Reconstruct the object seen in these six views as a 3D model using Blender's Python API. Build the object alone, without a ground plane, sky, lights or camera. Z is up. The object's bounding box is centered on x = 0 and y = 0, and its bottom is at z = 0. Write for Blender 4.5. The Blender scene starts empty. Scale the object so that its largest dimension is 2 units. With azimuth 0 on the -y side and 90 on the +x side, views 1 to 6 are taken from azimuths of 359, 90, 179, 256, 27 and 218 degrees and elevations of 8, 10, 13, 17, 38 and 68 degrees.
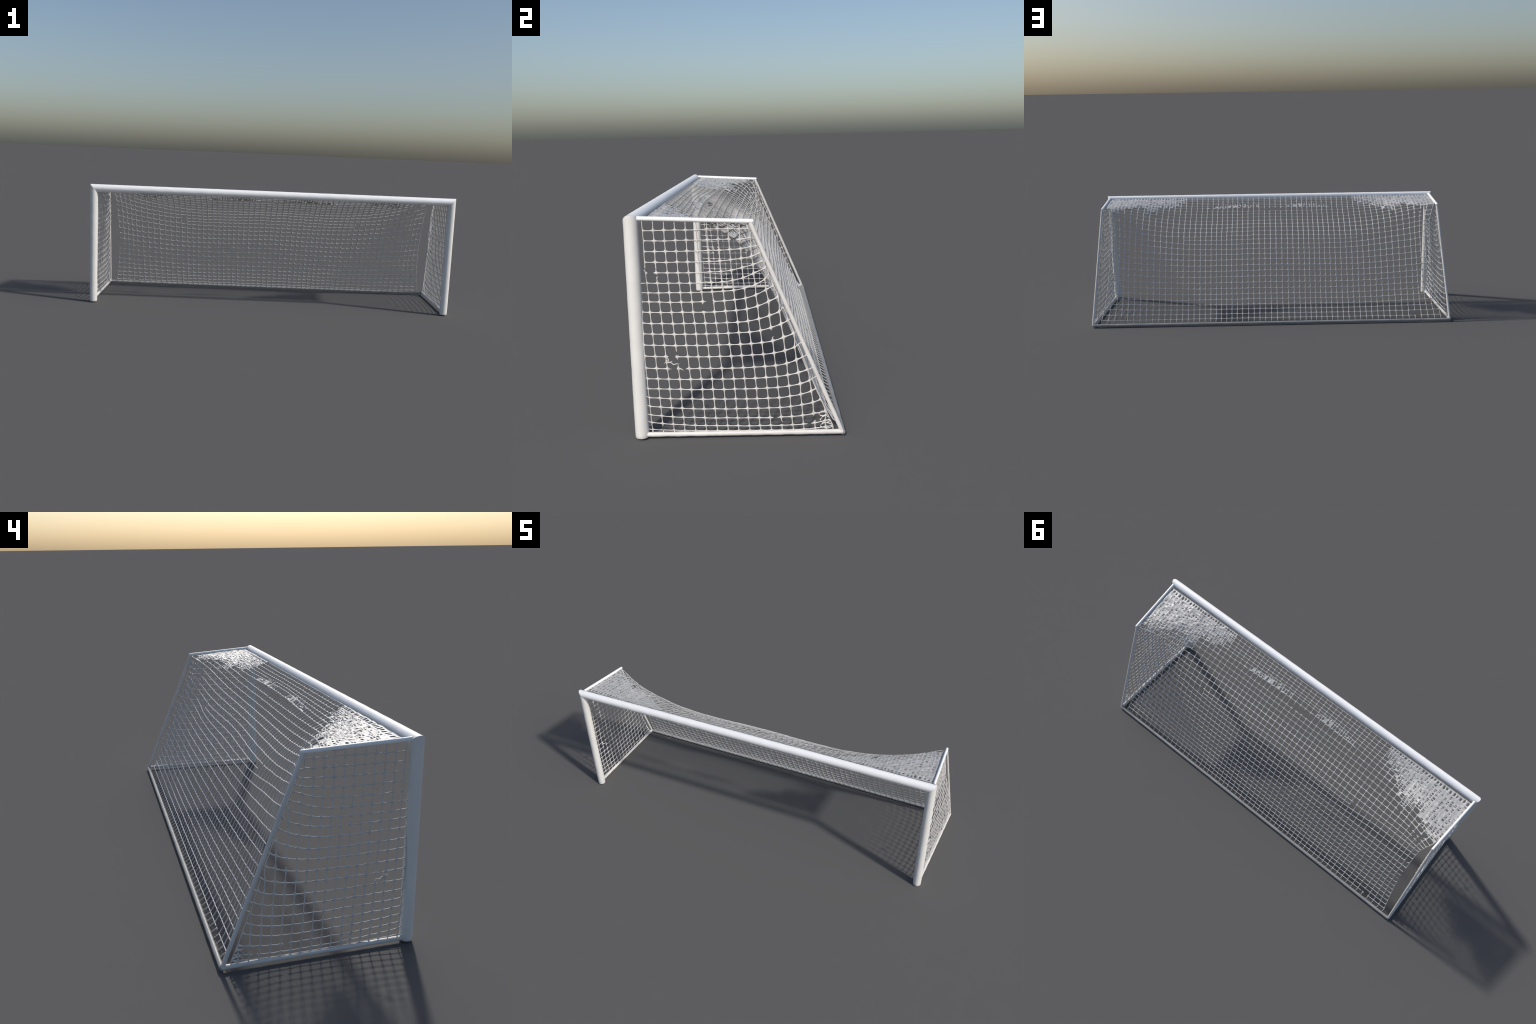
"""White tubular football goal with a sagging square-mesh net, metres, z up."""
import bpy, math, random
import numpy as np
from mathutils import Vector

# --------------------------------------------------------------- dimensions
POST_X, POST_Y, POST_R = 0.9730, -0.2820, 0.0205      # upright axis, main tube radius
BAR_Z = 0.6270                                        # crossbar axis height
ROOF_FRONT = (0.9765, -0.264, 0.6362)                 # roof bar axis, front and rear end
ROOF_REAR = (0.9560, 0.0525, 0.6180)
ROOF_R = 0.0064
STRUT_TOP = (0.9565, 0.0460, 0.6150)
STRUT_FOOT = (0.9925, 0.2930, 0.0105)
STRUT_R = 0.0064
RAIL_R = 0.0072
RAIL_Z = 0.0108
CORNER = (0.9928, 0.2948)                             # ground frame corner axis
RAIL_FRONT = (0.9785, -0.266)
CORD = 0.00155                                        # half thickness of a cord
PITCH = 0.0332                                        # mesh width along the goal


def wobble(p, scale, seed):
    """Small smooth pseudo noise, -1..1."""
    x, y, z = p[0] * scale, p[1] * scale, p[2] * scale
    return (math.sin(1.7 * x + 2.3 * y + seed) + math.sin(2.9 * y - 1.3 * z + 2.1 * seed)
            + math.sin(2.1 * z + 1.9 * x + 3.7 * seed)
            + math.sin(5.3 * x - 4.1 * z + 0.7 * seed) * 0.5) / 3.5


# ---------------------------------------------------------------- materials
def new_material(name):
    m = bpy.data.materials.new(name)
    m.use_nodes = True
    return m, m.node_tree, m.node_tree.nodes["Principled BSDF"]


def painted_metal(name, light, dark, rough, scale, gloss=0.5):
    m, nt, bsdf = new_material(name)
    n, l = nt.nodes, nt.links
    tc = n.new("ShaderNodeTexCoord")
    cloud = n.new("ShaderNodeTexNoise")
    cloud.inputs["Scale"].default_value = scale
    cloud.inputs["Detail"].default_value = 5
    l.new(tc.outputs["Object"], cloud.inputs["Vector"])
    ramp = n.new("ShaderNodeValToRGB")
    ramp.color_ramp.elements[0].position = 0.30
    ramp.color_ramp.elements[0].color = (*dark, 1)
    ramp.color_ramp.elements[1].position = 0.62
    ramp.color_ramp.elements[1].color = (*light, 1)
    l.new(cloud.outputs["Fac"], ramp.inputs["Fac"])
    l.new(ramp.outputs["Color"], bsdf.inputs["Base Color"])
    fine = n.new("ShaderNodeTexNoise")
    fine.inputs["Scale"].default_value = scale * 6
    fine.inputs["Detail"].default_value = 3
    l.new(tc.outputs["Object"], fine.inputs["Vector"])
    bump = n.new("ShaderNodeBump")
    bump.inputs["Strength"].default_value = 0.12
    bump.inputs["Distance"].default_value = 0.002
    l.new(fine.outputs["Fac"], bump.inputs["Height"])
    l.new(bump.outputs["Normal"], bsdf.inputs["Normal"])
    bsdf.inputs["Roughness"].default_value = rough
    bsdf.inputs["Specular IOR Level"].default_value = gloss
    return m


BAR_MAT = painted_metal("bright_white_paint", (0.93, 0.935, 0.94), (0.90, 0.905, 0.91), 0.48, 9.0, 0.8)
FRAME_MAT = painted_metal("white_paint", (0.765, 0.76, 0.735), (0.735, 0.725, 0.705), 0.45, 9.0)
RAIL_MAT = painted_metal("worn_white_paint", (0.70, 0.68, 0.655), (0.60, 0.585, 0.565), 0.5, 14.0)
REAR_RAIL_MAT = painted_metal("dark_grey_rail", (0.31, 0.308, 0.305), (0.26, 0.258, 0.256), 0.40, 14.0)
NET_MAT = painted_metal("white_cord", (0.64, 0.62, 0.60), (0.55, 0.535, 0.515), 0.5, 30.0)
BACK_MAT = painted_metal("grey_white_cord", (0.62, 0.61, 0.60), (0.54, 0.53, 0.525), 0.45, 30.0)
ROOF_MAT = painted_metal("roof_cord", (0.49, 0.485, 0.475), (0.38, 0.377, 0.372), 0.46, 45.0, 0.8)


# ------------------------------------------------------------------- goal
goal = bpy.data.objects.new("football_goal", None)
bpy.context.collection.objects.link(goal)
goal["label"] = "white tubular football goal with a sagging square mesh net"
goal["category"] = "football goal"


def add_part(name, verts, faces, mat, parent=goal, sharp=None):
    me = bpy.data.meshes.new(name)
    me.from_pydata([tuple(v) for v in verts], [], faces)
    me.update()
    me.materials.append(mat)
    me.polygons.foreach_set("use_smooth", [True] * len(me.polygons))
    if sharp:
        me.set_sharp_from_angle(angle=math.radians(sharp))
    ob = bpy.data.objects.new(name, me)
    bpy.context.collection.objects.link(ob)
    ob.parent = parent
    return ob


def tube(a, b, radius, seed, rings=60, seg=28, lump=0.0004, shift_a=None, shift_b=None,
         cap_a=True, cap_b=True, rim=0.35, flare=None):
    """Straight lumpy tube a->b. shift_* slide each end vertex along the axis (mitres)."""
    a, b = Vector(a), Vector(b)
    ax = (b - a)
    length = ax.length
    ax.normalize()
    u = ax.orthogonal().normalized()
    w = ax.cross(u)
    verts, faces = [], []
    for i in range(rings + 1):
        t = i / rings
        for k in range(seg):
            ang = 2 * math.pi * k / seg
            d = u * math.cos(ang) + w * math.sin(ang)
            r = radius
            if flare:
                r *= flare(t * length, length)
            c = a + ax * (length * t)
            p = c + d * r
            r += lump * wobble(p, 38.0, seed) + lump * 0.6 * wobble(p, 110.0, seed + 3)
            s0 = shift_a(d * radius) * (1 - t) if shift_a else 0.0
            s1 = shift_b(d * radius) * t if shift_b else 0.0
            verts.append(c + d * r + ax * (s0 + s1))
    for i in range(rings):
        for k in range(seg):
            k2 = (k + 1) % seg
            faces.append((i * seg + k, i * seg + k2, (i + 1) * seg + k2, (i + 1) * seg + k))
    for which, on in ((0, cap_a), (1, cap_b)):
        if not on:
            continue
        base = (0 if which == 0 else rings) * seg
        end = a if which == 0 else b
        sgn = -1 if which == 0 else 1
        prev = [base + k for k in range(seg)]
        for f, out in ((0.93, 0.25), (0.72, 0.42), (0.4, 0.5)):      # domed rim
            ring = []
            for k in range(seg):
                q = end + (verts[base + k] - end) * f + ax * (sgn * radius * rim * out * 2)
                ring.append(len(verts))
                verts.append(q)
            for k in range(seg):
                k2 = (k + 1) % seg
                q4 = (prev[k], prev[k2], ring[k2], ring[k])
                faces.append(q4 if which == 1 else q4[::-1])
            prev = ring
        faces.append(tuple(prev) if which == 1 else tuple(prev[::-1]))
    return verts, faces


# crossbar: mitred into the posts, long side on top
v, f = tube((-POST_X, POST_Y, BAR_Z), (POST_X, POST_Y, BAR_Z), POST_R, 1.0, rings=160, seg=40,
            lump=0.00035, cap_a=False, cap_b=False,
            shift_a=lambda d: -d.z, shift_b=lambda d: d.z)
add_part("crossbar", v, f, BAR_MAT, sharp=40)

for side in (-1, 1):
    # upright, mitred at the top, softly closed at the foot
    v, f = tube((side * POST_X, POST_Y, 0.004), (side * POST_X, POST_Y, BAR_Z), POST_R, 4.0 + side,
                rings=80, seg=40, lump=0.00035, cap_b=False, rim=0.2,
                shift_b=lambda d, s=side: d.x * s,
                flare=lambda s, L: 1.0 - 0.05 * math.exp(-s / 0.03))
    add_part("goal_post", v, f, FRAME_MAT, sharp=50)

    mir = lambda p: (side * p[0], p[1], p[2])
    v, f = tube(mir(ROOF_FRONT), mir(ROOF_REAR), ROOF_R, 7.0 + side, rings=40, lump=0.0003,
                cap_a=False)
    add_part("roof_bar", v, f, BAR_MAT, sharp=60)
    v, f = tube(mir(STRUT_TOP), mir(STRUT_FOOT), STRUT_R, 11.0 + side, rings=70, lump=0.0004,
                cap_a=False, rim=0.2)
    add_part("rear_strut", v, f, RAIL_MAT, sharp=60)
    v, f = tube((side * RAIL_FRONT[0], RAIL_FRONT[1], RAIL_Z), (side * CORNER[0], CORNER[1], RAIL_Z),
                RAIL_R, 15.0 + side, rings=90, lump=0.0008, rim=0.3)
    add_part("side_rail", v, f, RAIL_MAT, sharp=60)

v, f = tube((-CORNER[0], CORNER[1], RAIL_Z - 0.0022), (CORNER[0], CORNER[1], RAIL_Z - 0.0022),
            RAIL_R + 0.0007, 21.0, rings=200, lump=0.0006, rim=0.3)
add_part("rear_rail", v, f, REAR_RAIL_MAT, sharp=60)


# ------------------------------------------------------------ net builder
TS = [-1.0, -0.84, -0.62, 0.0, 0.62, 0.84]      # stations along one cell side


class NetMesh:
    """Cord net: each mesh cell is a ring of smooth surface around a rounded opening.
    Border vertices are shared by neighbouring cells, so cords come out as closed tubes."""

    def __init__(self):
        self.v, self.f = [], []
        self.cache = {}

    def border(self, key, pos, nor, r):
        if key not in self.cache:
            i = len(self.v)
            self.v.append(pos + nor * r)
            self.v.append(pos - nor * r)
            self.cache[key] = (i, i + 1)
        return self.cache[key]

    def side_points(self, ka, kb, A, B, na, nb, ra, rb, stations=TS):
        """border vertex pairs from corner a towards corner b (b itself excluded)"""
        flip = ka > kb
        out = []
        for t in stations:
            s = (t + 1) / 2
            key = ('n', ka) if s == 0 else ('e', min(ka, kb), max(ka, kb),
                                            round(1 - s if flip else s, 4))
            thick = 1.0 + 0.35 * (abs(t) ** 3 if s else 1.0)
            out.append((self.border(key, A.lerp(B, s), na.lerp(nb, s).normalized(),
                                    (ra + (rb - ra) * s) * thick * 0.9), s, A.lerp(B, s)))
        return out

    def cell(self, keys, P, N, r, width, power, hole=1.0, shift=(0, 0), skip=None, outer=()):
        """keys/P/N: four corners in order. skip: {side: (t0,t1)} torn stretch of a side.
        outer: sides with no neighbour, closed with the other half of the cord."""
        skip = skip or {}
        n_side = len(TS)
        pts, sq = [], []
        corner_sq = [(-1, -1), (1, -1), (1, 1), (-1, 1)]
        for s in range(4):
            s2 = (s + 1) % 4
            sp = self.side_points(keys[s], keys[s2], P[s], P[s2], N[s], N[s2], r[s], r[s2])
            pts += sp
            for (_, q, _) in sp:
                a, b = corner_sq[s], corner_sq[s2]
                sq.append((a[0] + (b[0] - a[0]) * q, a[1] + (b[1] - a[1]) * q))
        la = ((P[1] - P[0]).length + (P[2] - P[3]).length) / 2
        lb = ((P[3] - P[0]).length + (P[2] - P[1]).length) / 2
        ea = max(0.02, 1 - 2 * width / max(la, 1e-4))
        eb = max(0.02, 1 - 2 * width / max(lb, 1e-4))
        if hole < 1.0:
            ea *= hole * (1 + 0.25 * shift[0])
            eb *= hole * (1 - 0.25 * shift[0])
        rm = sum(r) / 4
        total = 4 * n_side

        def at(x, y):
            a, b = (x + 1) / 2, (y + 1) / 2
            p = P[0].lerp(P[1], a).lerp(P[3].lerp(P[2], a), b)
            n = N[0].lerp(N[1], a).lerp(N[3].lerp(N[2], a), b).normalized()
            return p, n

        closed = hole <= 0.0
        base = len(self.v)
        for (x, y) in sq:
            d = (abs(x) ** power + abs(y) ** power) ** (1 / power)
            hx, hy = x / d * ea + shift[0] * (1 - ea) * 0.5, y / d * eb + shift[1] * (1 - eb) * 0.5
            if closed:
                hx, hy = x * 0.45, y * 0.45
            f = 0.62
            p, n = at(x + (hx - x) * f, y + (hy - y) * f)
            lift = rm * (0.74 if not closed else 0.7)
            self.v.append(p + n * lift)
            self.v.append(p - n * lift)
            p, n = at(hx, hy)
            self.v.append(p + n * (rm * 0.5 if closed else 0.0))
            if closed:
                self.v.append(p - n * rm * 0.5)
        per = 4 if closed else 3
        torn = set()
        for s, (t0, t1) in skip.items():
            for k in range(n_side):
                q0 = TS[k]
                q1 = TS[k + 1] if k + 1 < n_side else 1.0
                if q0 >= t0 - 1e-6 and q1 <= t1 + 1e-6:
                    torn.add(s * n_side + k)
        for k in range(total):
            if k in torn:
                continue
            k2 = (k + 1) % total
            bt, bb = pts[k][0]
            bt2, bb2 = pts[k2][0]
            i, j = base + per * k, base + per * k2
            self.f.append((bt, bt2, j, i))
            self.f.append((i, j, j + 2, i + 2))
            self.f.append((bb2, bb, i + 1, j + 1))
            if closed:
                self.f.append((j + 1, i + 1, i + 3, j + 3))
            else:
                self.f.append((j + 1, i + 1, i + 2, j + 2))
        if closed:
            self.f.append(tuple(base + per * k + 2 for k in range(total)))
            self.f.append(tuple(base + per * k + 3 for k in range(total))[::-1])
        # free border: the outward half of the cord
        for s in outer:
            s2 = (s + 1) % 4
            mid = (P[0] + P[1] + P[2] + P[3]) / 4
            edge = P[s2] - P[s]
            if edge.length < 1e-5:
                continue
            outw = ((P[s] + P[s2]) / 2 - mid)
            outw -= edge * (outw.dot(edge) / edge.length_squared)
            if outw.length < 1e-6:
                continue
            outw = outw.normalized() * width
            last = None
            for k in range(n_side + 1):
                kk = (s * n_side + k) % total
                (t_, b_), _, pos = pts[kk]
                cur = (t_, b_, len(self.v))
                self.v.append(pos + outw)
                if last and (s * n_side + k - 1) not in torn:
                    self.f.append((last[0], last[2], cur[2], cur[0]))
                    self.f.append((last[2], last[1], cur[1], cur[2]))
                last = cur

    def strand(self, pts, radii, seg=6):
        """loose cord end, a thin tube through pts"""
        rows = []
        for i, p in enumerate(pts):
            d = (pts[min(i + 1, len(pts) - 1)] - pts[max(i - 1, 0)]).normalized()
            u = d.orthogonal().normalized()
            w = d.cross(u)
            row = []
            for k in range(seg):
                a = 2 * math.pi * k / seg
                row.append(len(self.v))
                self.v.append(p + (u * math.cos(a) + w * math.sin(a)) * radii[i])
            rows.append(row)
        for a, b in zip(rows, rows[1:]):
            for k in range(seg):
                k2 = (k + 1) % seg
                self.f.append((a[k], a[k2], b[k2], b[k]))
        self.f.append(tuple(rows[0][::-1]))
        self.f.append(tuple(rows[-1]))


# ------------------------------------------------ roof + back net, main sheet
# Fall-line profiles (y, z) of the sheet, by row station, at four distances from
# the middle of the goal. Row 0 = behind the crossbar, row 30 = lowest row.
ROWS = [0, 3, 6, 7, 8, 10, 12, 14, 15, 16, 18, 20, 22, 24, 26, 28, 30]
PROFILE = {
    0.0000: [(-.2495, .6305), (-.2035, .6075), (-.1565, .5855), (-.1205, .5670), (-.0996, .5543), (-.0550, .5242),
             (-.0077, .4932), (.0320, .4546), (.0505, .4340), (.0693, .4105), (.1035, .3592), (.1345, .3028),
             (.1628, .2426), (.1908, .1806), (.2174, .1249), (.2446, .0749), (.2724, .0304)],
    0.5300: [(-.2495, .6310), (-.1960, .6080), (-.1408, .5847), (-.1170, .5741), (-.0946, .5600), (-.0464, .5308),
             (-.0009, .4946), (.0435, .4515), (.0560, .4345), (.0670, .4165), (.0985, .3600), (.1300, .3005),
             (.1584, .2409), (.1855, .1805), (.2140, .1229), (.2407, .0732), (.2718, .0290)],
    0.6620: [(-.2495, .6310), (-.1900, .6125), (-.1284, .5940), (-.1046, .5858), (-.0818, .5752), (-.0340, .5475),
             (.0096, .5105), (.0440, .4620), (.0530, .4475), (.0630, .4325), (.1005, .3720), (.1310, .3095),
             (.1595, .2480), (.1853, .1868), (.2128, .1278), (.2400, .0755), (.2714, .0285)],
    0.8035: [(-.2495, .6310), (-.1680, .6200), (-.0960, .6120), (-.0710, .6080), (-.0479, .6009), (-.0090, .5768),
             (.0253, .5368), (.0532, .4849), (.0610, .4700), (.0700, .4535), (.1035, .3875), (.1334, .3220),
             (.1610, .2575), (.1855, .1949), (.2121, .1343), (.2399, .0796), (.2710, .0280)],
    0.9550: [(-.2480, .6300), (-.1600, .6255), (-.0750, .6200), (-.0420, .6180), (-.0080, .6170), (.0420, .6110),
             (.0560, .5640), (.0660, .5120), (.0705, .4940), (.0770, .4770), (.1070, .4090), (.1390, .3380),
             (.1630, .2714), (.1870, .2045), (.2130, .1415), (.2400, .0830), (.2710, .0310)],
}
# half width of the sheet (its free side edge) by row
EDGE_ROWS = [0, 8, 10, 13, 16, 20, 24, 27, 30]
EDGE_X = [0.962, 0.955, 0.938, 0.916, 0.911, 0.911, 0.919, 0.931, 0.947]
# column distances from the middle line; pitch widens towards the ends
COLUMN_X = [0.0, 0.0325, 0.065, 0.0977, 0.1297, 0.1618, 0.1925, 0.2215, 0.2508, 0.2803, 0.3098, 0.3397, 0.3708,
            0.4022, 0.4338, 0.4658, 0.4978, 0.5302, 0.5634, 0.5968, 0.6300, 0.6640, 0.6995, 0.7348, 0.7695, 0.8040]


def spline(xs, ys, q):
    """Cubic Hermite through points, finite difference tangents."""
    xs, ys = np.asarray(xs, float), np.asarray(ys, float)
    m = np.gradient(ys, xs)
    i = int(np.clip(np.searchsorted(xs, q) - 1, 0, len(xs) - 2))
    h = xs[i + 1] - xs[i]
    t = (q - xs[i]) / h
    return ((2 * t ** 3 - 3 * t ** 2 + 1) * ys[i] + (t ** 3 - 2 * t ** 2 + t) * h * m[i]
            + (-2 * t ** 3 + 3 * t ** 2) * ys[i + 1] + (t ** 3 - t ** 2) * h * m[i + 1])


def natural_spline(xs, ys, q):
    """Natural cubic spline value at q."""
    xs, ys = np.asarray(xs, float), np.asarray(ys, float)
    n = len(xs)
    h = np.diff(xs)
    A, b = np.eye(n), np.zeros(n)
    for i in range(1, n - 1):
        A[i, i - 1:i + 2] = h[i - 1], 2 * (h[i - 1] + h[i]), h[i]
        b[i] = 6 * ((ys[i + 1] - ys[i]) / h[i] - (ys[i] - ys[i - 1]) / h[i - 1])
    m = np.linalg.solve(A, b)
    i = int(np.clip(np.searchsorted(xs, q) - 1, 0, n - 2))
    a, c = xs[i + 1] - q, q - xs[i]
    return float(m[i] * a ** 3 / (6 * h[i]) + m[i + 1] * c ** 3 / (6 * h[i])
                 + (ys[i] / h[i] - m[i] * h[i] / 6) * a + (ys[i + 1] / h[i] - m[i + 1] * h[i] / 6) * c)


STATION_X = sorted(PROFILE)
HALF_COLS = 29                       # columns each side of the middle one
LAST_ROW = 30
EXTRA_ROW, EXTRA_COL = 15, 16        # row 15 only runs between columns -16 and 16
ROW_TABLE = {}
for sx in STATION_X:
    ys = [p[0] for p in PROFILE[sx]]
    zs = [p[1] for p in PROFILE[sx]]
    ROW_TABLE[sx] = [(spline(ROWS, ys, j), spline(ROWS, zs, j)) for j in range(LAST_ROW + 1)]
MIRRORED = [-s for s in STATION_X[:0:-1]] + STATION_X


def sheet_point(k, j):
    """position of net knot in column k (signed), row j"""
    ak = abs(k)
    last = len(COLUMN_X) - 1
    if ak <= last:
        x = u = COLUMN_X[ak]
    else:
        s = (ak - last) / (HALF_COLS - last)
        edge = spline(EDGE_ROWS, EDGE_X, j)
        x = COLUMN_X[last] + (edge - COLUMN_X[last]) * s
        u = COLUMN_X[last] + (STATION_X[-1] - COLUMN_X[last]) * s
    x *= 1 + 0.012 * max(0.0, 1 - j / 6)
    y, z = (natural_spline(MIRRORED, [ROW_TABLE[abs(s)][j][c] for s in MIRRORED], u) for c in (0, 1))
    return Vector(((x if k >= 0 else -x) + 0.0008, y, z))


rng = random.Random(5)
knots = {}
for k in range(-HALF_COLS, HALF_COLS + 1):
    for j in range(LAST_ROW + 1):
        p = sheet_point(k, j)
        amp = 0.0008 if 0 < j < LAST_ROW else 0.0003
        p += Vector((rng.uniform(-amp, amp), rng.uniform(-amp, amp), rng.uniform(-amp, amp)))
        knots[k, j] = p


def knot_normals(kn):
    nor = {}
    for (k, j), p in kn.items():
        a = kn.get((k + 1, j), p) - kn.get((k - 1, j), p)
        b = kn.get((k, j + 1), p) - kn.get((k, j - 1), p)
        n = a.cross(b)
        nor[k, j] = n.normalized() if n.length > 1e-9 else Vector((0, 0, 1))
    return nor


normals = knot_normals(knots)

# closed web in the roof corners: rear limit of the webbed area, by |x|
WEB_X = [0.49, 0.53, 0.56, 0.60, 0.63, 0.67, 0.70, 0.73, 0.775, 0.80, 0.84, 0.88, 0.92, 0.95]
WEB_Y = [-.235, -.195, -.180, -.158, -.140, -.125, -.075, -.070, -.085, -.066, -.034, -.020, .004, .030]


def web_depth(p):
    """> 0 inside the webbed corner, in metres from its rear limit"""
    ax = abs(p.x)
    if ax < 0.50:
        return -1.0
    return float(np.interp(ax, WEB_X, WEB_Y)) + 0.014 * wobble(p, 70, 2.0) + 0.016 * wobble(p, 170, 5.0) - p.y


def streak(p):
    """thin webbed streaks near the middle of the roof"""
    ax = abs(p.x + 0.008)
    if not 0.09 < ax < 0.34:
        return 0.0
    line = -0.167 + 0.016 * ((ax - 0.2) / 0.17) ** 2 + 0.008 * wobble(p, 60, 4.0)
    core = 1.0 - abs(p.y - line) / 0.017
    return max(0.0, core) * (1.0 if ax < 0.28 else 0.45) * (0.75 + 0.6 * wobble(p, 90, 9.0))


# torn cords: (column, row, direction) 0 = along the goal, 1 = down the sheet
TORN = {(-1, 6, 1): (-0.62, 0.84), (0, 6, 1): (-0.62, 0.84), (-2, 6, 1): (-0.62, 0.84),
        (1, 6, 1): (-0.2, 0.62), (-3, 6, 1): (0.0, 0.62), (0, 7, 0): (-0.62, 0.62),
        (-17, 14, 0): (-0.84, 0.62), (16, 14, 0): (-0.62, 0.62),
        (-25, 29, 1): (-0.84, 1.0), (-26, 30, 0): (-0.84, 0.84), (-25, 30, 0): (-0.84, 0.0),
        (-22, 7, 1): (-0.84, 0.84), (-22, 8, 1): (-0.84, 0.84), (-23, 10, 0): (-0.84, 0.62),
        (-27, 9, 0): (-0.84, 0.84), (-27, 8, 1): (-0.84, 0.84), (-28, 10, 0): (-0.62, 0.84),
        (-27, 11, 0): (-0.84, 0.62), (-26, 11, 0): (-0.62, 0.84), (-27, 10, 1): (-0.84, 0.84),
        (-28, 11, 0): (-0.84, 0.84), (-28, 12, 0): (-0.84, 0.62), (-27, 12, 0): (-0.62, 0.62),
        (-29, 18, 0): (-0.62, 0.84), (-29, 19, 1): (-0.84, 1.0), (-29, 20, 1): (-1.0, 1.0),
        (-29, 21, 1): (-1.0, 1.0), (-29, 22, 1): (-1.0, 0.62),
        (21, 9, 1): (-0.84, 0.84), (22, 8, 1): (-0.84, 0.84), (26, 29, 1): (-0.62, 0.84)}


def flip_t(t):
    return (-t[1], -t[0])


ROOF_LIMIT = 10                                         # rows 0..10 make the roof


def next_row(j, wide):
    """row below j; outside the middle part the extra row is missing"""
    return j + 2 if (wide and j + 1 == EXTRA_ROW) else j + 1


def build_sheet(net, j0, j1):
    wr = random.Random(11 + j0)
    for k in range(-HALF_COLS, HALF_COLS):
        wide = k >= EXTRA_COL or k < -EXTRA_COL
        seam = k in (EXTRA_COL, -EXTRA_COL - 1)
        j = j0
        while j < j1:
            jn = next_row(j, wide)
            ids = [(k, j), (k + 1, j), (k + 1, jn), (k, jn)]
            P = [knots[i] for i in ids]
            N = [normals[i] for i in ids]
            c = (P[0] + P[1] + P[2] + P[3]) / 4
            depth = web_depth(c) if j < 14 else -1.0
            st = streak(c) if 4 <= j < 7 else 0.0
            r = [CORD * (1 + 0.12 * wobble(p, 160, 1.0)) for p in P]
            outer = []
            if j == 0:
                outer.append(0)
            if k == HALF_COLS - 1:
                outer.append(1)
            if k == -HALF_COLS:
                outer.append(3)
            skip = {}
            for s, (kk, jj, d, rev) in enumerate(((k, j, 0, 0), (k + 1, j, 1, 0),
                                                  (k, jn, 0, 1), (k, j, 1, 1))):
                t = TORN.get((kk, jj, d))
                if t:
                    skip[s] = flip_t(t) if rev else t
            if seam and jn == j + 2:                    # the extra row ends here
                skip[3 if k > 0 else 1] = (-1.0, 1.0)
            if not wide and j in (EXTRA_ROW - 1, EXTRA_ROW):
                if k == EXTRA_COL - 1:
                    outer.append(1)
                if k == -EXTRA_COL:
                    outer.append(3)
            if depth > -0.012:
                web_cell(net, ids, P, N, r, (2, 1 if j == 0 else 3 - (7 * k + 3 * j) % 4 // 3), j == 0, wr, outer)
            elif depth > -0.045:
                net.cell(ids, P, N, r, CORD * wr.uniform(0.9, 1.7), wr.uniform(2.6, 4.2),
                         skip=skip, outer=outer)
            elif st > 0.05:
                web_cell(net, ids, P, N, r, (2, 1 + wr.randrange(2)), False, wr, outer, streak_fill=0.34 * st)
            else:
                net.cell(ids, P, N, r, CORD * wr.uniform(0.85, 1.05), 5.0, skip=skip, outer=outer)
            j = jn


def key_jitter(key, amount):
    a = math.sin(key[0] * 127.1 + key[1] * 311.7) * 43758.5453
    b = math.sin(key[0] * 269.5 + key[1] * 183.3) * 24634.6345
    return (a - math.floor(a) - 0.5) * 2 * amount, (b - math.floor(b) - 0.5) * 2 * amount


def web_cell(net, ids, P, N, r, split, near_bar, wr, outer, streak_fill=None):
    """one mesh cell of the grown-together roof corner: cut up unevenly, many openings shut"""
    cols, rows = split

    def at(a, b):
        return (P[0].lerp(P[1], a).lerp(P[3].lerp(P[2], a), b),
                N[0].lerp(N[1], a).lerp(N[3].lerp(N[2], a), b).normalized())

    for m in range(cols):
        for n in range(rows):
            keys, q, nn = [], [], []
            for a, b in ((m / cols, n / rows), ((m + 1) / cols, n / rows),
                         ((m + 1) / cols, (n + 1) / rows), (m / cols, (n + 1) / rows)):
                key = (round(ids[0][0] + a, 3), round(ids[0][1] + b, 3))
                inside_a, inside_b = a not in (0.0, 1.0), b not in (0.0, 1.0)
                ja, jb = key_jitter(key, 0.5 / max(split) * 0.62)
                p, nr = at(a + (ja if inside_a else 0.0), b + (jb if inside_b else 0.0))
                keys.append(key)
                q.append(p + nr * (0.0018 * wobble(p, 150, 6.0) + 0.0014 * key_jitter(key, 1.0)[0]))
                nn.append(nr)
            c = (q[0] + q[1] + q[2] + q[3]) / 4
            if streak_fill is not None:
                closed, lo, hi = streak_fill, 0.7, 1.0
            else:
                fill = max(0.0, min(1.0, (web_depth(c) + 0.008) / 0.07))
                closed = max(0.06, min(0.78, 0.12 + 0.40 * fill + 0.42 * wobble(c, 55, 8.0)))
                lo, hi = 0.70 - 0.48 * fill, 1.0 - 0.35 * fill
            if near_bar:
                hole, power = wr.uniform(0.3, 0.72), 2.2
            elif wr.random() < closed:
                hole, power = 0.0, 3.0
            else:
                hole, power = wr.uniform(lo, hi), wr.uniform(1.9, 2.8)
            o = [s for s in outer if (s == 0 and n == 0) or (s == 1 and m == cols - 1)
                 or (s == 3 and m == 0)]
            net.cell(keys, q, nn, [x * wr.uniform(0.7, 1.05) for x in r], CORD * wr.uniform(0.45, 0.9), power,
                     hole=hole, shift=(wr.uniform(-.9, .9), wr.uniform(-.8, .8)), outer=o)


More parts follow.
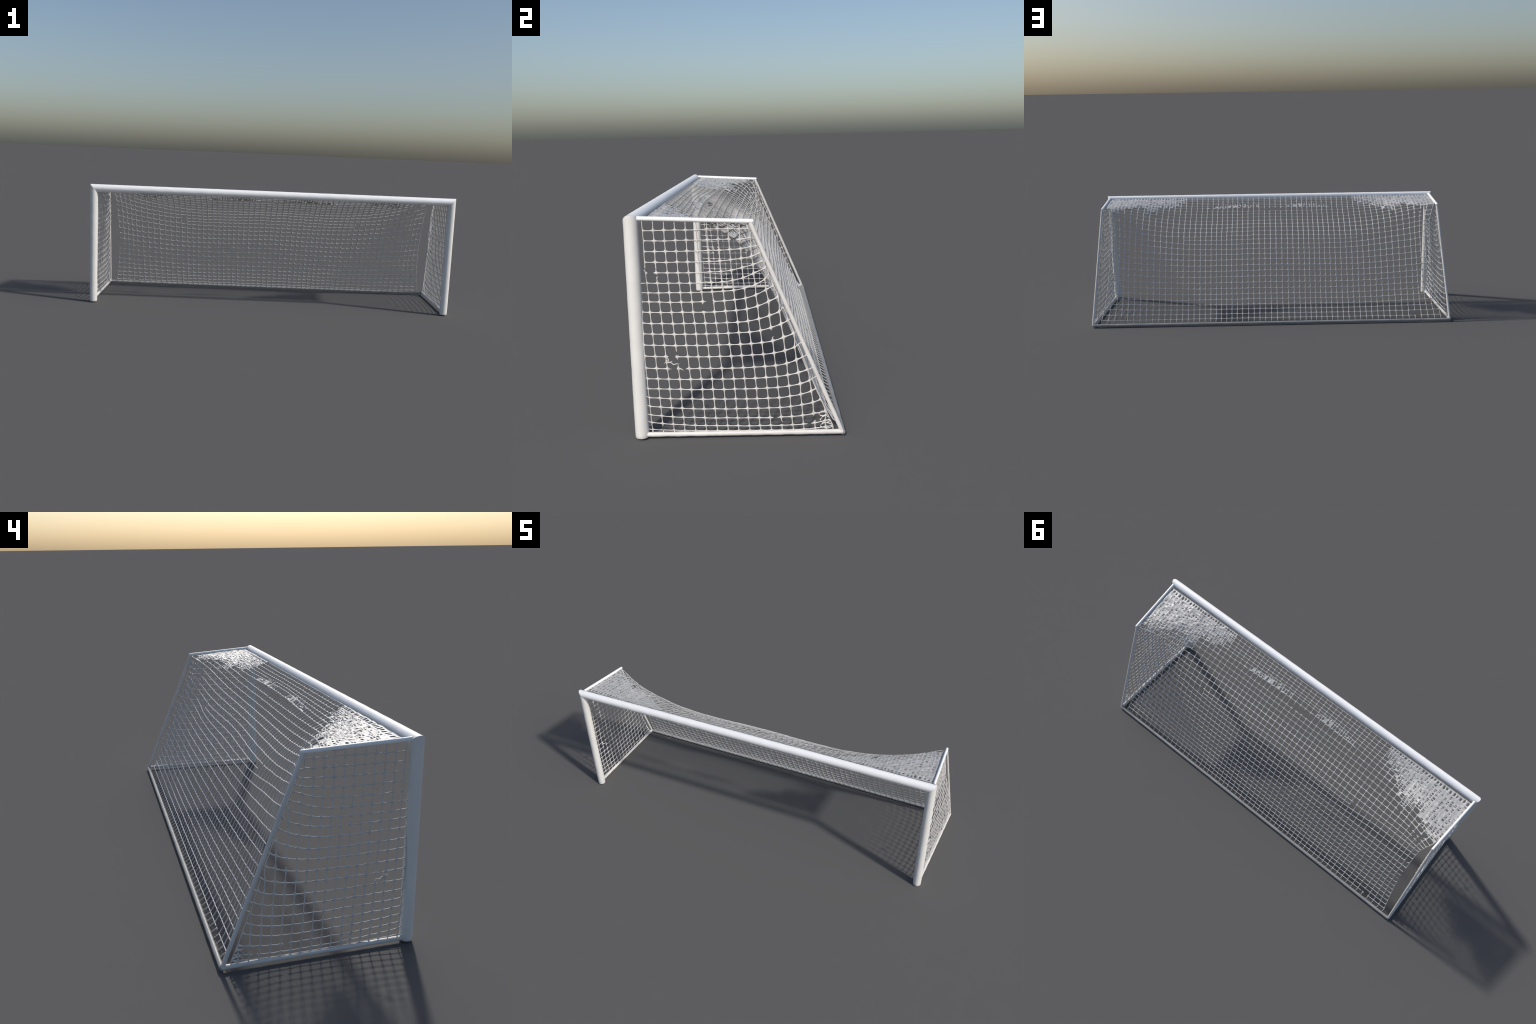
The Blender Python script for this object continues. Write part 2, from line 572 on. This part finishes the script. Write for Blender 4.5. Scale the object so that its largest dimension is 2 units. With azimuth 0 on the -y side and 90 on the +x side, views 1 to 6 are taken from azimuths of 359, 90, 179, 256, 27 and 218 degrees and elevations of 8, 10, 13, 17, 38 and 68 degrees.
def frayed_ends(net, kn, torn, rs):
    """short curled tips on both sides of every torn cord"""
    for (k, j, d), (t0, t1) in torn.items():
        a, b = kn.get((k, j)), kn.get((k + 1, j) if d == 0 else (k, j + 1))
        if a is None or b is None:
            continue
        for t, sgn in ((t0, 1), (t1, -1)):
            if abs(t) >= 1.0:
                continue
            p = a.lerp(b, (t + 1) / 2)
            run = (b - a).normalized() * sgn
            curl = Vector((rs.uniform(-1, 1), rs.uniform(-1, 1), rs.uniform(-1.3, 0.4))) * 0.45
            length = rs.uniform(0.003, 0.008)
            pts = [p - run * 0.003, p, p + (run + curl * 0.6) * length * 0.5, p + (run + curl * 1.4) * length]
            net.strand(pts, [CORD * 1.1, CORD * 1.15, CORD * 0.9, CORD * 0.5])


roof = NetMesh()
build_sheet(roof, 0, ROOF_LIMIT)
fray = random.Random(77)
frayed_ends(roof, knots, {q: t for q, t in TORN.items() if q[1] < ROOF_LIMIT}, fray)
# bunched thread along the row next to the middle tear
for k in list(range(-12, -2)) + list(range(3, 12)):
    a, b = knots[k, 6], knots[k + 1, 6]
    w = CORD * (1.1 + 1.2 * abs(wobble(a, 60, 3.0)))
    w2 = CORD * (1.1 + 1.2 * abs(wobble(b, 60, 3.0)))
    roof.strand([a, a.lerp(b, 0.5), b], [w, (w + w2) * 0.45, w2], seg=8)
add_part("roof_net", roof.v, roof.f, ROOF_MAT)

back = NetMesh()
build_sheet(back, ROOF_LIMIT, LAST_ROW)
frayed_ends(back, knots, {q: t for q, t in TORN.items() if q[1] >= ROOF_LIMIT}, fray)
# lowest cords tie the sheet down to the rear rail
for k in range(-HALF_COLS, HALF_COLS + 1):
    a = knots[k, LAST_ROW]
    b = Vector((a.x + 0.001, CORNER[1] - 0.007, RAIL_Z + 0.0055))
    back.strand([a, a.lerp(b, 0.5), b], [CORD * 0.9, CORD * 0.8, CORD * 1.5])
for k in range(-HALF_COLS, HALF_COLS):          # lower half of the last row cord
    if (k, LAST_ROW, 0) in TORN:
        continue
    a, b = knots[k, LAST_ROW], knots[k + 1, LAST_ROW]
    back.strand([a, a.lerp(b, 0.5), b], [CORD * 0.95] * 3)
add_part("back_net", back.v, back.f, BACK_MAT)


# ------------------------------------------------------------------ side nets
SIDE_Z = [0.6175, 0.6010, 0.5722, 0.5425, 0.513, 0.483, 0.4535, 0.427, 0.4005, 0.372, 0.340, 0.3105, 0.278,
          0.2455, 0.2108, 0.1795, 0.1502, 0.1235, 0.0968, 0.071, 0.0475, 0.0255]
SIDE_COLS = 19
SIDE_Y0 = -0.2505                     # second column; the first one leaves the upright half way up
LEAN_Z = [0.02, 0.177, 0.30, 0.40, 0.50, 0.60]
LEAN = [0.031, 0.0235, 0.0155, 0.0075, 0.0015, 0.0]


def side_column_y(i, z):
    """columns of the side net lean backwards on their way down"""
    return SIDE_Y0 + float(np.interp(z, LEAN_Z, LEAN)) + (i - 1) * (0.0294 + 0.0018 * (1 - z / 0.6))


def strut_y(z):
    t = (STRUT_TOP[2] - z) / (STRUT_TOP[2] - STRUT_FOOT[2])
    return STRUT_TOP[1] + t * (STRUT_FOOT[1] - STRUT_TOP[1])


RISE_Z = [0.03, 0.10, 0.18, 0.28, 0.375, 0.46, 0.52, 0.57]
RISE = [0.012, 0.030, 0.027, 0.032, 0.048, 0.048, 0.015, 0.0]
SAG_Z = [0.02, 0.05, 0.10, 0.16, 0.5, 0.6]
SAG = [0.006, 0.018, 0.013, 0.007, 0.006, 0.002]


def side_drift(y, z):
    """height change of a side-net row: lifts towards the strut, hangs in the middle"""
    gap = max(0.0, strut_y(z) - y)
    up = float(np.interp(z, RISE_Z, RISE)) * math.exp(-(gap / 0.07) ** 1.5)
    return up - float(np.interp(z, SAG_Z, SAG)) * (1 - math.exp(-(y + 0.25) / 0.11))


BELLY_Z = [0.01, 0.09, 0.28, 0.42, 0.56, 0.63]       # panel stands out low down, in higher up
BELLY = [0.0, 0.0065, 0.0065, -0.005, -0.006, 0.0]


def side_x(y, z):
    low = 0.9775 + 0.030 * (y + 0.262)
    top = 0.9770 - 0.063 * (y + 0.262)
    s = max(0.0, min(1.0, z / 0.62))
    return low + (top - low) * s + float(np.interp(z, BELLY_Z, BELLY))


SIDE_TORN = {(1, 4, 1): (-0.2, 0.84), (1, 5, 0): (-0.84, 0.62), (2, 4, 1): (0.0, 0.84), (2, 5, 1): (-0.84, 0.0),
             (2, 13, 0): (-0.62, 0.84), (3, 13, 1): (-0.84, 0.62), (2, 14, 0): (-0.84, 0.84),
             (3, 14, 0): (-0.62, 0.62), (3, 12, 1): (-0.2, 0.84), (6, 8, 0): (-0.84, 1.0), (6, 8, 1): (-0.84, 0.84),
             (1, 20, 1): (-0.62, 1.0), (11, 19, 0): (-0.62, 0.84), (12, 19, 1): (-0.62, 0.84),
             (9, 2, 0): (-0.84, 0.62), (10, 2, 1): (-0.62, 0.84),
             (12, 11, 1): (-0.84, 0.62), (15, 19, 1): (-0.84, 0.62), (14, 20, 0): (-0.62, 0.62)}


def build_side(side):
    rs = random.Random(40 + side)
    kn, valid = {}, {}
    n_rows = len(SIDE_Z)
    for i in range(SIDE_COLS):
        for j in range(n_rows):
            z = SIDE_Z[j]
            y = side_column_y(i, z)
            if j == 0:
                z = 0.6345 - 0.053 * (y + 0.264)
            else:
                z += side_drift(y, z)
            z = max(z, 0.0165)
            lim = strut_y(z) - float(np.interp(z, [0.2, 0.32], [0.0190, 0.0120]))
            over = y - lim
            amp = 0.0007 + 0.0030 * max(0.0, 1 - abs(over) / 0.07) * (1.0 if 0.15 < z < 0.6 else 0.3)
            if i == 0:
                y = max(y, -0.2625)
            if over > -0.006:
                y = lim
            else:
                y += rs.uniform(-amp, amp)
            z += rs.uniform(-amp, amp) * (0.0 if j in (0, n_rows - 1) else 1.0)
            kn[i, j] = Vector((side * (side_x(y, z) + rs.uniform(-.001, .001)), y, z))
            valid[i, j] = over < 0.030 and (i > 0 or z < 0.44)
    nor = {key: Vector((side, 0.0, 0.08)).normalized() for key in kn}

    def exists(i, j):
        ids = [(i, j), (i + 1, j), (i + 1, j + 1), (i, j + 1)]
        if not all(q in kn and valid[q] for q in ids):
            return False
        w_low = (kn[ids[2]] - kn[ids[3]]).length
        return w_low > 0.009

    net = NetMesh()
    for i in range(SIDE_COLS - 1):
        for j in range(n_rows - 1):
            if not exists(i, j):
                continue
            ids = [(i, j), (i + 1, j), (i + 1, j + 1), (i, j + 1)]
            P = [kn[q] for q in ids]
            if (P[1] - P[0]).length < 1e-4:
                P[1] = P[1] + (P[0] - P[1]) * 0.5
            outer = [s for s, (a, b) in enumerate(((i, j - 1), (i + 1, j), (i, j + 1), (i - 1, j)))
                     if not exists(a, b)]
            skip = {}
            for s, (kk, jj, d, rev) in enumerate(((i, j, 0, 0), (i + 1, j, 1, 0),
                                                  (i, j + 1, 0, 1), (i, j, 1, 1))):
                t = SIDE_TORN.get((kk, jj, d))
                if t:
                    skip[s] = flip_t(t) if rev else t
            near = max(0.0, 1 - (strut_y(P[2].z) - P[2].y) / 0.08)
            fat = 1.0 + 0.45 * near * rs.random()
            r = [CORD * 1.05 * (1 + 0.12 * wobble(p, 160, 2.0 + side)) for p in P]
            net.cell(ids, P, [nor[q] for q in ids], r, CORD * rs.uniform(0.74, 0.96) * fat, 4.2 - near,
                     skip=skip, outer=outer)
    # cord ends reaching the upright and the strut
    for j in range(1, n_rows):
        first = 0 if valid[0, j] else 1
        a = kn[first, j]
        if (6 <= j <= 10 or j > 12) and (first, j, 0) not in SIDE_TORN:
            b = Vector((side * (POST_X + 0.0035), POST_Y + POST_R - 0.001, a.z + 0.001))
            net.strand([a, a.lerp(b, 0.5), b], [CORD, CORD * 0.85, CORD * 0.9])
        if 3 <= j <= 16 and rs.random() < 0.6:
            last = max(i for i in range(SIDE_COLS) if valid[i, j])
            a = kn[last, j]
            b = Vector((side * side_x(a.y + .011, a.z + .006), strut_y(a.z + .006) - 0.004, a.z + .006))
            net.strand([a, a.lerp(b, 0.5) + Vector((0, 0, -.001)), b], [CORD * 1.2, CORD, CORD * 1.4])
    # lowest cords end on the side rail, upper ones on the roof bar
    for i in range(SIDE_COLS):
        j = n_rows - 1
        if valid[i, j]:
            a = kn[i, j]
            b = Vector((a.x, a.y + .001, RAIL_Z + 0.004))
            net.strand([a, b], [CORD, CORD * 1.5])
    frayed_ends(net, kn, SIDE_TORN, rs)

    def on_panel(y, z, out=0.0):
        return Vector((side * (side_x(y, z) + out), y, z))

    # snagged knot low by the upright
    hub = (-0.197, 0.228)
    for k in range(6):
        ang = k * 1.05 + rs.uniform(-0.3, 0.3)
        ln = rs.uniform(0.007, 0.014)
        net.strand([on_panel(*hub), on_panel(hub[0] + 0.5 * ln * math.cos(ang), hub[1] + 0.5 * ln * math.sin(ang), .001),
                    on_panel(hub[0] + ln * math.cos(ang + .4), hub[1] + ln * math.sin(ang + .4))],
                   [CORD * 1.7, CORD * 1.2, CORD * 0.6])
    net.strand([on_panel(-0.197 + 0.008 * k, 0.226 - 0.0016 * k + 0.003 * math.sin(2.2 * k), 0.001) for k in range(5)],
               [CORD * 1.4, CORD, CORD * 1.2, CORD, CORD * 0.8])
    # curled tangle in the lower rear corner
    for y, z, ry, rz in ((0.2480, 0.030, 0.017, 0.008), (0.2450, 0.048, 0.014, 0.010),
                         (0.2390, 0.066, 0.012, 0.007)):
        loop = []
        for k in range(15):
            ang = 2 * math.pi * k / 14
            loop.append(on_panel(y + ry * math.cos(ang) * (1 + .12 * math.sin(3 * ang + y * 90)),
                                 z + rz * math.sin(ang) * (1 + .15 * math.cos(2 * ang + z * 70)), .001 * math.sin(ang)))
        net.strand(loop, [CORD * (1.05 + 0.45 * math.sin(2.3 * k + z * 80)) for k in range(15)])
    add_part("side_net", net.v, net.f, NET_MAT)


for s in (-1, 1):
    build_side(s)
